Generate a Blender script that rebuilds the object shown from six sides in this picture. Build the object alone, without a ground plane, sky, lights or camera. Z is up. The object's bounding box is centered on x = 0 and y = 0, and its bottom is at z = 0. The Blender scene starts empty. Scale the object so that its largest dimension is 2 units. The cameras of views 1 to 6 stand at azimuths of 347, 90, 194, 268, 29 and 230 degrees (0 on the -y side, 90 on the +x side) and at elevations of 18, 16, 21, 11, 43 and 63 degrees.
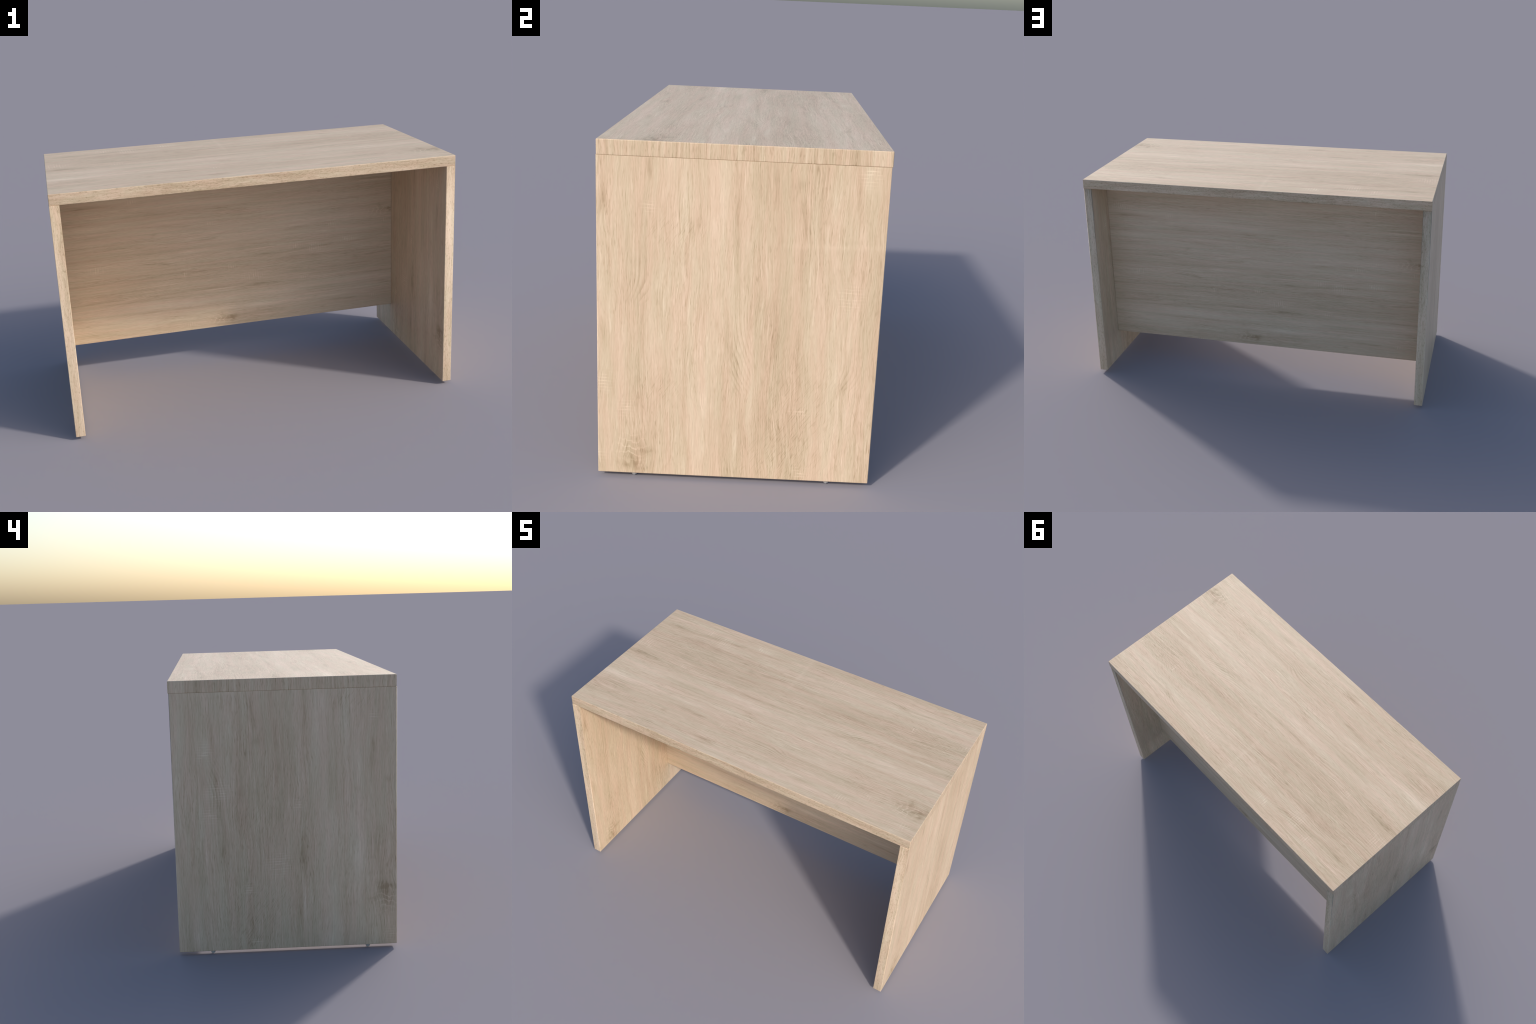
"""Panel desk in pale sawn-oak laminate: a thick tabletop on two full-depth
side panels, a modesty panel hung between them and four small levelling feet.
Metres, z up, longest side 2.00 m."""
import math
import bpy
import bmesh

# ------------------------------------------------------------------ sizes
HALF_LENGTH = 1.0                    # tabletop runs x = -1 .. 1
TOP_Z, TOP_UNDER_Z = 1.2523, 1.1978
TOP_Y = (-0.4985, 0.5000)            # the top sits a hair behind the side panels
SIDE_Y = (-0.5000, 0.4970)
SIDE_THICKNESS = 0.0476
SIDE_Z = (0.0157, 1.1980)          # top end tucks into the rounded underside edge
MODESTY_Y = (0.2450, 0.2956)
MODESTY_Z = (0.1962, 1.1976)
EDGE_RADIUS = 0.0032
FOOT_RADIUS = 0.0108
FOOT_Y = (-0.3690, 0.3440)

# ------------------------------------------------- the laminate's oak print
# One print (s along the grain, t across it) repeats over all boards, in rows
# of ROW metres, each row shifted by half the REPEAT.
REPEAT, ROW, ROW_EDGE = 2.064, 1.014, 0.508

# growth streaks: s, t, half length, half width, tilt in degrees, strength
# (positive darkens to tan, negative lightens)
STREAKS = [
    (-0.197, -0.405, 0.070, 0.0090, 7.5, 0.60), (0.008, -0.396, 0.150, 0.0060, 0.4, 0.30),
    (-0.258, -0.316, 0.120, 0.0144, 1.7, 0.30), (-0.327, -0.268, 0.050, 0.0120, 1.3, 0.40),
    (-0.114, -0.110, 0.065, 0.0120, -3.5, 0.45), (0.015, -0.145, 0.050, 0.0264, 27.9, 0.25),
    (-0.152, 0.010, 0.150, 0.0108, -1.1, 0.40), (0.097, 0.020, 0.160, 0.0108, 3.4, 0.35),
    (-0.194, 0.214, 0.090, 0.0100, 7.2, 0.50), (-0.008, 0.220, 0.130, 0.0100, -1.8, 0.45),
    (-0.289, 0.208, 0.030, 0.0220, 3.0, 0.50), (-0.337, 0.327, 0.045, 0.0700, 3.0, 0.20),
    (-0.262, 0.386, 0.110, 0.0082, 1.3, 0.50), (-0.035, 0.384, 0.140, 0.0096, -1.6, 0.35),
    (0.361, -0.407, 0.070, 0.0125, 5.2, 0.70), (0.584, -0.384, 0.050, 0.0092, 4.2, 0.40),
    (0.481, -0.146, 0.150, 0.0127, 0.4, 0.40), (0.703, -0.146, 0.100, 0.0127, -0.4, 0.50),
    (0.889, -0.139, 0.110, 0.0127, 4.0, 0.50), (0.473, 0.014, 0.200, 0.0135, 8.0, 0.40),
    (0.849, 0.045, 0.170, 0.0120, 0.4, 0.65), (0.385, 0.161, 0.180, 0.0700, 3.0, 0.28),
    (0.484, 0.383, 0.095, 0.0092, -4.4, 0.60), (0.568, 0.370, 0.040, 0.0150, -13.8, 0.75),
    (0.711, 0.377, 0.115, 0.0081, 3.9, 0.35), (0.752, 0.145, 0.150, 0.0600, 1.9, 0.28),
    (-0.489, 0.379, 0.075, 0.0120, 4.6, 0.60), (-0.635, 0.366, 0.085, 0.0120, 5.4, 0.60),
    (-0.186, -0.431, 0.050, 0.0120, 5.0, 0.60), (-0.409, -0.254, 0.100, 0.0128, -6.0, 0.50),
    (-0.514, -0.323, 0.024, 0.0113, 5.0, 0.70), (-0.093, -0.133, 0.060, 0.0188, -12.0, 0.35),
    (-0.859, 0.029, 0.110, 0.0150, -4.0, 0.35), (-0.869, 0.360, 0.065, 0.0150, -2.3, 0.65),
    (-0.933, 0.021, 0.065, 0.0128, -1.3, 0.50), (-0.958, 0.022, 0.110, 0.0500, -3.0, 0.20),
    (-0.894, -0.288, 0.140, 0.0188, 3.0, 0.50), (-0.525, -0.102, 0.140, 0.0301, -1.7, 0.30),
    (-0.764, 0.007, 0.190, 0.0225, -4.6, 0.30), (-0.680, 0.250, 0.260, 0.0700, 0.0, 0.22),
    (-0.330, 0.120, 0.180, 0.0400, 0.0, 0.15), (0.250, 0.090, 0.150, 0.0400, 2.0, 0.20),
    (0.985, -0.420, 0.060, 0.0200, 0.0, 0.25), (0.120, -0.330, 0.120, 0.0300, -4.0, 0.18),
    (-0.720, -0.420, 0.160, 0.0160, 2.0, 0.30), (-0.960, 0.450, 0.090, 0.0120, 0.0, 0.35),
    # pale lanes
    (-0.875, -0.200, 0.180, 0.0360, 4.0, -0.60), (-0.439, -0.206, 0.085, 0.0098, 1.8, -0.55),
    (-0.106, -0.057, 0.130, 0.0384, 4.0, -0.30), (0.401, -0.234, 0.120, 0.0509, 4.0, -0.32),
    (0.869, 0.024, 0.150, 0.0060, 0.2, -0.70), (0.709, 0.465, 0.260, 0.0220, 1.8, -0.45),
    (-0.042, 0.330, 0.014, 0.1600, 0.0, -0.25), (-0.307, 0.420, 0.085, 0.0320, 0.6, -0.40),
    (0.667, -0.090, 0.307, 0.0250, -3.0, -0.30), (0.210, -0.200, 0.140, 0.0451, -3.0, -0.28),
    (-0.300, -0.030, 0.260, 0.0250, 0.4, -0.28), (-0.780, -0.090, 0.200, 0.0300, 0.0, -0.25),
    (-0.700, 0.440, 0.160, 0.0100, 0.0, -0.40), (-0.560, 0.345, 0.090, 0.0050, 6.0, -0.50),
    (0.330, -0.385, 0.090, 0.0070, 5.0, -0.40), (-0.170, -0.375, 0.080, 0.0070, 6.0, -0.35),
]
# patches of pale cross-cut saw marks: s, t, half length, half width, strength
SAW_MARKS = [
    (-0.178, -0.266, 0.026, 0.020, 0.6), (-0.350, 0.418, 0.048, 0.026, 0.9),
    (0.172, 0.379, 0.050, 0.034, 0.7), (0.583, -0.411, 0.050, 0.024, 0.6),
    (0.703, -0.338, 0.040, 0.024, 0.5), (0.687, 0.238, 0.012, 0.036, 0.9),
    (0.974, 0.249, 0.036, 0.022, 0.7), (-0.556, 0.370, 0.050, 0.040, 0.9),
    (-0.631, 0.042, 0.030, 0.022, 0.7), (-0.952, 0.124, 0.060, 0.045, 0.75),
    (-0.680, 0.402, 0.040, 0.032, 0.7), (0.930, -0.430, 0.030, 0.024, 0.5),
]
# nested growth lines that sweep sideways: s, t, half length, half width,
# sweep (metres of sideways drift per metre squared), s where it starts, pitch
CURLS = [
    (0.130, -0.298, 0.120, 0.036, -2.0, 0.10, 0.0150, 0.34),
    (0.440, 0.390, 0.190, 0.030, -2.6, 0.45, 0.0150, 0.34),
    (0.440, 0.040, 0.240, 0.034, 0.60, 0.22, 0.0135, 0.34),
    (-0.600, 0.375, 0.190, 0.045, 0.9, -0.62, 0.0130, 0.34),
    (-0.090, -0.150, 0.100, 0.036, -2.5, -0.05, 0.0140, 0.25),
    (-0.880, 0.190, 0.190, 0.055, 0.6, -0.80, 0.0150, 0.25),
    (0.740, -0.300, 0.100, 0.045, 1.5, 0.72, 0.0140, 0.22),
]
# where the pores run slanting across the grain: s, t, half length, half width
SLANTED_PORES = [
    (-0.078, -0.188, 0.070, 0.090, 1.0), (0.610, -0.225, 0.080, 0.080, 0.8),
    (0.690, 0.250, 0.260, 0.130, 0.9), (0.930, 0.160, 0.130, 0.140, 0.7),
    (-0.700, 0.200, 0.200, 0.120, 0.5),
]
KNOT = (0.968, -0.316)
PALE, MIDDLE, DARK = (0.780, 0.622, 0.466), (0.614, 0.464, 0.320), (0.390, 0.276, 0.166)


class Nodes:
    """Small helper that adds shader nodes and returns their outputs."""

    def __init__(self, tree):
        self.tree = tree

    def add(self, kind, inputs=None, out=0, **settings):
        node = self.tree.nodes.new(kind)
        for key, value in settings.items():
            setattr(node, key, value)
        for key, value in (inputs or {}).items():
            if isinstance(value, bpy.types.NodeSocket):
                self.tree.links.new(value, node.inputs[key])
            else:
                node.inputs[key].default_value = value
        return node.outputs[out]

    def math(self, operation, a, b=0.0, c=0.0, clamp=False):
        return self.add("ShaderNodeMath", {0: a, 1: b, 2: c}, operation=operation, use_clamp=clamp)

    def vector(self, x, y, z=0.0):
        return self.add("ShaderNodeCombineXYZ", {0: x, 1: y, 2: z})

    def noise(self, vector, detail=2.0, roughness=0.55):
        return self.add("ShaderNodeTexNoise", {"Vector": vector, "Scale": 1.0, "Detail": detail, "Roughness": roughness})

    def ramp(self, value, low, high, to_low=0.0, to_high=1.0):
        return self.add("ShaderNodeMapRange", {0: value, 1: low, 2: high, 3: to_low, 4: to_high},
                        interpolation_type="SMOOTHSTEP")

    def spot(self, vector, s, t, length, width, tilt=0.0):
        """Soft elliptical mask, 1 in the middle."""
        local = self.add("ShaderNodeMapping", {"Vector": vector, "Location": (s, t, 0.0),
                         "Rotation": (0.0, 0.0, math.radians(tilt)), "Scale": (length * 1.9, width * 2.1, 1.0)},
                         vector_type="TEXTURE")
        return self.add("ShaderNodeTexGradient", {"Vector": local}, out=1, gradient_type="QUADRATIC_SPHERE")

    def stretched(self, s, t, along, across, seed):
        return self.vector(self.math("MULTIPLY", s, along), self.math("MULTIPLY", t, across), seed)


def oak_print(full):
    """Node group: (s, t) in, colour and grain height out."""
    tree = bpy.data.node_groups.new("oak_print" if full else "oak_edge_print", "ShaderNodeTree")
    tree.interface.new_socket("S", in_out="INPUT", socket_type="NodeSocketFloat")
    tree.interface.new_socket("T", in_out="INPUT", socket_type="NodeSocketFloat")
    tree.interface.new_socket("Color", in_out="OUTPUT", socket_type="NodeSocketColor")
    tree.interface.new_socket("Height", in_out="OUTPUT", socket_type="NodeSocketFloat")
    n = Nodes(tree)
    entry = tree.nodes.new("NodeGroupInput")
    s, t_raw = entry.outputs[0], entry.outputs[1]

    # wrap into the repeat of the print; the marks near its ends are placed on
    # a copy that wraps in the middle instead, so none of them is cut
    row = n.math("FLOOR", n.math("DIVIDE", n.math("ADD", t_raw, ROW - ROW_EDGE), ROW))
    t_in = n.math("MULTIPLY_ADD", row, -ROW, t_raw)
    s_row = n.math("MULTIPLY_ADD", row, REPEAT / 2, s)
    s_in = n.math("WRAP", s_row, REPEAT / 2, -REPEAT / 2)
    s_ends = n.math("WRAP", s_row, REPEAT, 0.0)
    plain, plain_ends = n.vector(s_in, t_in), n.vector(s_ends, t_in)
    ks, kt = KNOT

    # the grain wanders sideways and parts around the knot
    wander = n.noise(n.stretched(s, t_raw, 1.7, 5.0, 3.1), 3.0)
    t = n.math("MULTIPLY_ADD", n.math("SUBTRACT", wander, 0.5), 0.060, t_raw)
    if full:
        swell = n.math("MULTIPLY", n.spot(plain_ends, ks - 0.02, kt, 0.075, 0.055), -0.6)
        t = n.math("MULTIPLY_ADD", n.math("SUBTRACT", t_in, kt), swell, t)

    bands = n.noise(n.stretched(s, t, 0.45, 8.0, 11.3), 3.0, 0.6)
    flames = n.noise(n.stretched(s, t, 1.2, 46.0, 5.7), 3.0, 0.6)
    fibres = n.noise(n.stretched(s, t, 6.5, 240.0, 8.2), 3.0, 0.75)
    lustre = n.ramp(n.noise(n.stretched(s, t, 5.0, 190.0, 14.0), 1.0), 0.54, 0.72)
    pores = n.ramp(n.noise(n.stretched(s, t, 24.0, 300.0, 1.9), 1.0), 0.57, 0.68)
    threads = n.noise(n.stretched(s, t, 15.0, 430.0, 17.0), 2.0, 0.7)
    lively = n.ramp(n.noise(n.stretched(s, t, 1.6, 9.0, 30.0), 2.0), 0.35, 0.65, 0.55, 1.2)

    tone = n.math("MULTIPLY_ADD", n.math("SUBTRACT", bands, 0.5), 0.75, 0.43 if full else 0.46)
    tone = n.math("MULTIPLY_ADD", n.math("SUBTRACT", flames, 0.5), 0.40 if full else 1.0, tone)
    grain = n.math("MULTIPLY", n.math("SUBTRACT", fibres, 0.5), 0.95)
    grain = n.math("MULTIPLY_ADD", pores, 0.20, grain)
    grain = n.math("MULTIPLY_ADD", lustre, -0.16, grain)
    if full:
        grain = n.math("MULTIPLY", grain, lively)
        grain = n.math("MULTIPLY_ADD", n.math("SUBTRACT", threads, 0.5), 0.75, grain)
    if not full:
        flecks = n.ramp(n.noise(n.stretched(s, t, 22.0, 120.0, 6.0), 2.0), 0.52, 0.68)
        grain = n.math("MULTIPLY_ADD", flecks, 0.22, grain)
    tone = n.math("ADD", tone, grain)

    if full:
        shake_s = n.math("MULTIPLY", n.math("SUBTRACT", n.noise(n.stretched(s, t_raw, 12.0, 60.0, 2.0), 2.0), 0.5), 0.030)
        shake = n.math("MULTIPLY", n.math("SUBTRACT", n.noise(n.stretched(s, t_raw, 5.0, 18.0, 7.0), 3.0), 0.5), 0.020)
        shake_t = n.math("ADD", t_in, shake)
        place = n.vector(n.math("ADD", s_in, shake_s), shake_t)
        place_ends = n.vector(n.math("ADD", s_ends, shake_s), shake_t)

        marks = 0.0
        for s0, t0, length, width, tilt, strength in STREAKS:
            if abs(s0) > 0.55:
                mask = n.spot(place_ends, s0 % REPEAT, t0, length, width, tilt)
            else:
                mask = n.spot(place, s0, t0, length, width, tilt)
            marks = n.math("MULTIPLY_ADD", mask, strength, marks)
        body = n.math("MULTIPLY_ADD", flames, 0.8, 0.6)
        tone = n.math("MULTIPLY_ADD", n.math("MULTIPLY", marks, body), 0.44, tone)

        # sweeping growth lines
        for s0, t0, length, width, sweep, start, pitch, strength in CURLS:
            run = n.math("MINIMUM", n.math("MAXIMUM", n.math("SUBTRACT", s_in, start), 0.0), 0.13 if abs(sweep) > 1 else 0.40)
            drift = n.math("MULTIPLY", n.math("MULTIPLY", run, run), sweep)
            phase = n.math("DIVIDE", n.math("SUBTRACT", shake_t, drift), pitch)
            tooth = n.math("FRACT", n.math("MULTIPLY_ADD", n.math("SUBTRACT", bands, 0.5), 2.5, phase))
            line = n.math("SUBTRACT", n.ramp(tooth, 0.35, 0.92), n.ramp(tooth, 0.92, 1.0, 0.0, 1.0))
            line = n.math("MULTIPLY", n.math("SUBTRACT", line, 0.35), n.ramp(flames, 0.3, 0.6, 0.3, 1.1))
            mask = n.spot(plain, s0, t0, length, width)
            tone = n.math("MULTIPLY_ADD", n.math("MULTIPLY", line, mask), strength * 1.35, tone)

        # slanted pores
        slant = n.add("ShaderNodeMapping", {"Vector": plain, "Rotation": (0.0, 0.0, math.radians(24.0))})
        slant = n.add("ShaderNodeVectorMath", {0: slant, 1: (24.0, 250.0, 1.0)}, operation="MULTIPLY")
        dashes = n.ramp(n.noise(slant, 0.5), 0.57, 0.68)
        where = 0.0
        for s0, t0, length, width, strength in SLANTED_PORES:
            where = n.math("MULTIPLY_ADD", n.spot(plain, s0, t0, length, width), strength, where)
        tone = n.math("MULTIPLY_ADD", n.math("MULTIPLY", dashes, where), 0.28, tone)

        # saw marks: pale ticks across the grain, broken up by the fibres
        ticks = n.math("SINE", n.math("MULTIPLY", n.math("MULTIPLY_ADD", wander, 0.03, s_in), 2 * math.pi / 0.0145))
        ticks = n.math("MULTIPLY", n.ramp(ticks, 0.25, 0.95), n.ramp(n.noise(n.stretched(s, t_raw, 45.0, 25.0, 4.0), 1.0), 0.36, 0.56))
        threads = n.ramp(n.math("SINE", n.math("MULTIPLY", shake_t, 2 * math.pi / 0.0085)), 0.2, 1.0, 0.0, 0.35)
        ticks = n.math("MAXIMUM", ticks, threads)
        where = 0.0
        for s0, t0, length, width, strength in SAW_MARKS:
            where = n.math("MULTIPLY_ADD", n.spot(plain, s0, t0, length, width), strength, where)
        tone = n.math("MULTIPLY_ADD", n.math("MULTIPLY", ticks, where), -0.58, tone)

        # the knot: a dark heart, a tan halo and squiggled pale ripples beside it
        writhe = n.noise(n.vector(n.math("MULTIPLY", s_ends, 16.0), n.math("MULTIPLY", t_in, 30.0), 9.0), 3.0)
        curl_s = n.math("MULTIPLY_ADD", n.math("SUBTRACT", writhe, 0.5), 0.080, s_ends)
        curl_t = n.math("MULTIPLY_ADD", n.math("SUBTRACT", writhe, 0.5), 0.060, t_in)
        curled = n.vector(curl_s, curl_t)
        tone = n.math("MULTIPLY_ADD", n.spot(curled, ks + 0.004, kt + 0.014, 0.030, 0.020, 25.0), 0.48, tone)
        tone = n.math("MULTIPLY_ADD", n.spot(curled, ks - 0.004, kt - 0.024, 0.022, 0.018, -30.0), 0.36, tone)
        tone = n.math("MULTIPLY_ADD", n.spot(curled, ks - 0.040, kt, 0.080, 0.050), 0.26, tone)
        tone = n.math("MULTIPLY_ADD", n.spot(curled, 0.900, -0.262, 0.014, 0.024), 0.28, tone)
        ripple_phase = n.math("MULTIPLY_ADD", n.math("ABSOLUTE", n.math("SUBTRACT", t_in, kt + 0.01)), 0.4, curl_s)
        tooth = n.math("FRACT", n.math("DIVIDE", ripple_phase, 0.030))
        ripple = n.math("SUBTRACT", n.ramp(tooth, 0.55, 0.90), n.ramp(tooth, 0.90, 1.0))
        mask = n.spot(plain_ends, 0.895, kt - 0.002, 0.072, 0.040)
        tone = n.math("MULTIPLY_ADD", n.math("MULTIPLY", n.math("SUBTRACT", ripple, 0.15), mask), -0.42, tone)

    colour = n.tree.nodes.new("ShaderNodeValToRGB")
    stops = colour.color_ramp.elements
    stops[0].position, stops[0].color = 0.0, (*PALE, 1)
    stops[1].position, stops[1].color = 1.0, (*DARK, 1)
    stops.new(0.5).color = (*MIDDLE, 1)
    tree.links.new(tone, colour.inputs[0])
    # faint pink and olive casts in the print
    cast = n.ramp(n.noise(n.stretched(s, t, 2.5, 26.0, 21.0), 2.0), 0.3, 0.7)
    cast = n.add("ShaderNodeMix", {0: cast, 6: (1.025, 0.990, 0.985, 1), 7: (0.978, 1.010, 0.985, 1)}, out=2, data_type="RGBA")
    mixed = n.add("ShaderNodeMix", {0: 1.0, 6: colour.outputs[0], 7: cast}, out=2, data_type="RGBA", blend_type="MULTIPLY")
    leave = tree.nodes.new("NodeGroupOutput")
    tree.links.new(mixed, leave.inputs[0])
    tree.links.new(n.math("SUBTRACT", 0.0, grain), leave.inputs[1])
    return tree


def oak_material(name, group, s_rule, t_rule):
    """Each rule is (axis, factor, offset): print coordinate from object position."""
    material = bpy.data.materials.new(name)
    material.use_nodes = True
    tree = material.node_tree
    n = Nodes(tree)
    shader = tree.nodes["Principled BSDF"]
    where = n.add("ShaderNodeTexCoord", out=3)
    axes = n.tree.nodes.new("ShaderNodeSeparateXYZ")
    tree.links.new(where, axes.inputs[0])
    picked = [n.math("MULTIPLY_ADD", axes.outputs["XYZ".index(axis)], factor, offset) for axis, factor, offset in (s_rule, t_rule)]
    oak = tree.nodes.new("ShaderNodeGroup")
    oak.node_tree = group
    tree.links.new(picked[0], oak.inputs[0])
    tree.links.new(picked[1], oak.inputs[1])
    tree.links.new(oak.outputs[0], shader.inputs["Base Color"])
    shader.inputs["Roughness"].default_value = 0.47
    shader.inputs["Specular IOR Level"].default_value = 0.5
    bump = n.add("ShaderNodeBump", {"Strength": 0.30, "Distance": 0.0006, "Height": oak.outputs[1]})
    tree.links.new(bump, shader.inputs["Normal"])
    return material


def board(name, low, high, radius, faces, square_top=False):
    """A board with rounded edges; faces maps a facing (+x, -y ...) to a material."""
    mesh = bpy.data.meshes.new(name)
    bm = bmesh.new()
    bmesh.ops.create_cube(bm, size=1.0)
    for v in bm.verts:
        v.co = [(a + b) / 2 + c * (b - a) for a, b, c in zip(low, high, v.co)]
    edges = [e for e in bm.edges if not (square_top and all(v.co.z > high[2] - 1e-6 for v in e.verts))]
    bmesh.ops.bevel(bm, geom=edges, offset=radius, segments=3, profile=0.5, affect="EDGES")
    slots = []
    bm.normal_update()
    for face in bm.faces:
        axis = max(range(3), key=lambda i: abs(face.normal[i]))
        material = faces[("+" if face.normal[axis] > 0 else "-") + "xyz"[axis]]
        if material not in slots:
            slots.append(material)
        face.material_index = slots.index(material)
        face.smooth = True
    bm.to_mesh(mesh)
    bm.free()
    for material in slots:
        mesh.materials.append(material)
    obj = bpy.data.objects.new(name, mesh)
    bpy.context.scene.collection.objects.link(obj)
    weighted = obj.modifiers.new("flat_faces", "WEIGHTED_NORMAL")
    weighted.keep_sharp = True
    return obj


def turned(name, profile, segments, material):
    """Lathe a (radius, z) profile around z."""
    mesh = bpy.data.meshes.new(name)
    bm = bmesh.new()
    rings = []
    for radius, z in profile:
        rings.append([bm.verts.new((radius * math.cos(a), radius * math.sin(a), z))
                      for a in (i * math.tau / segments for i in range(segments))])
    for lower, upper in zip(rings, rings[1:]):
        for i in range(segments):
            j = (i + 1) % segments
            bm.faces.new((lower[i], lower[j], upper[j], upper[i])).smooth = True
    bm.faces.new(rings[0][::-1])
    bm.faces.new(rings[-1])
    bm.to_mesh(mesh)
    bm.free()
    mesh.materials.append(material)
    mesh.set_sharp_from_angle(angle=math.radians(40))
    return mesh


# ------------------------------------------------------------------ materials
face_print, edge_print = oak_print(True), oak_print(False)
oak_top = oak_material("oak_tabletop", face_print, ("X", 1.0, 0.0), ("Y", 1.0, 0.0))
oak_right = oak_material("oak_upright", face_print, ("Z", -1 / 0.852, 0.877 / 0.852), ("Y", 1 / 1.094, 0.028 / 1.094))
oak_left = oak_material("oak_upright_turned", face_print, ("Z", 1 / 0.852, -1.227 / 0.852), ("Y", 1 / 1.094, 0.105 / 1.094))
oak_front = oak_material("oak_modesty", face_print, ("X", 1 / 0.942, -1 / 0.942), ("Z", 1 / 0.545, -0.416 / 0.545))
oak_back = oak_material("oak_modesty_turned", face_print, ("X", -1 / 0.942, -1 / 0.942), ("Z", 1 / 0.545, -0.416 / 0.545))
edge_end = oak_material("oak_edging_end", edge_print, ("Z", 1.2, 3.0), ("Y", 1.5, 2.0))
edge_long = oak_material("oak_edging_long", edge_print, ("X", 3.0, 7.0), ("Z", 0.9, 5.0))
edge_upright = oak_material("oak_edging_upright", edge_print, ("Z", 2.2, 1.0), ("X", 0.9, 9.0))
edge_under = oak_material("oak_edging_under", edge_print, ("Y", 3.5, 1.0), ("X", 0.9, 9.0))

foot_material = bpy.data.materials.new("grey_plastic")
foot_material.use_nodes = True
n = Nodes(foot_material.node_tree)
shader = foot_material.node_tree.nodes["Principled BSDF"]
speck = n.noise(n.add("ShaderNodeVectorMath", {0: n.add("ShaderNodeTexCoord", out=3), 1: (300, 300, 300)}, operation="MULTIPLY"), 2.0)
grey = n.add("ShaderNodeMix", {0: speck, 6: (0.46, 0.46, 0.45, 1), 7: (0.56, 0.56, 0.54, 1)}, out=2, data_type="RGBA")
foot_material.node_tree.links.new(grey, shader.inputs["Base Color"])
shader.inputs["Roughness"].default_value = 0.4

# ------------------------------------------------------------------ the desk
desk = bpy.data.objects.new("office_desk", None)
bpy.context.scene.collection.objects.link(desk)
desk["label"] = "pale oak panel desk with solid sides and modesty panel"
desk["category"] = "desk"

parts = [board("tabletop", (-HALF_LENGTH, TOP_Y[0], TOP_UNDER_Z), (HALF_LENGTH, TOP_Y[1], TOP_Z), EDGE_RADIUS,
               {"+z": oak_top, "-z": oak_top, "+x": edge_end, "-x": edge_end, "+y": edge_long, "-y": edge_long})]
upright = {"+x": oak_right, "-x": oak_left, "+y": edge_upright, "-y": edge_upright, "+z": edge_under, "-z": edge_under}
for side in (1, -1):
    inner, outer = side * (HALF_LENGTH - SIDE_THICKNESS), side * HALF_LENGTH
    parts.append(board("side_panel", (min(inner, outer), SIDE_Y[0], SIDE_Z[0]), (max(inner, outer), SIDE_Y[1], SIDE_Z[1]),
                       EDGE_RADIUS, upright, square_top=True))
reach = HALF_LENGTH - SIDE_THICKNESS - 0.0004
parts.append(board("modesty_panel", (-reach, MODESTY_Y[0], MODESTY_Z[0]), (reach, MODESTY_Y[1], MODESTY_Z[1]), 0.0015,
                   {"-y": oak_front, "+y": oak_back, "+x": edge_upright, "-x": edge_upright, "+z": edge_long, "-z": edge_long}))
for part in parts:
    part.parent = desk

foot_mesh = turned("foot", [(0.0068, 0.0), (0.0085, 0.0012), (FOOT_RADIUS, 0.0075), (FOOT_RADIUS, 0.0162)], 32, foot_material)
for x in (-1, 1):
    for y in FOOT_Y:
        foot = bpy.data.objects.new("foot", foot_mesh)
        foot.location = (x * (HALF_LENGTH - SIDE_THICKNESS / 2), y, 0.0)
        foot.parent = desk
        bpy.context.scene.collection.objects.link(foot)
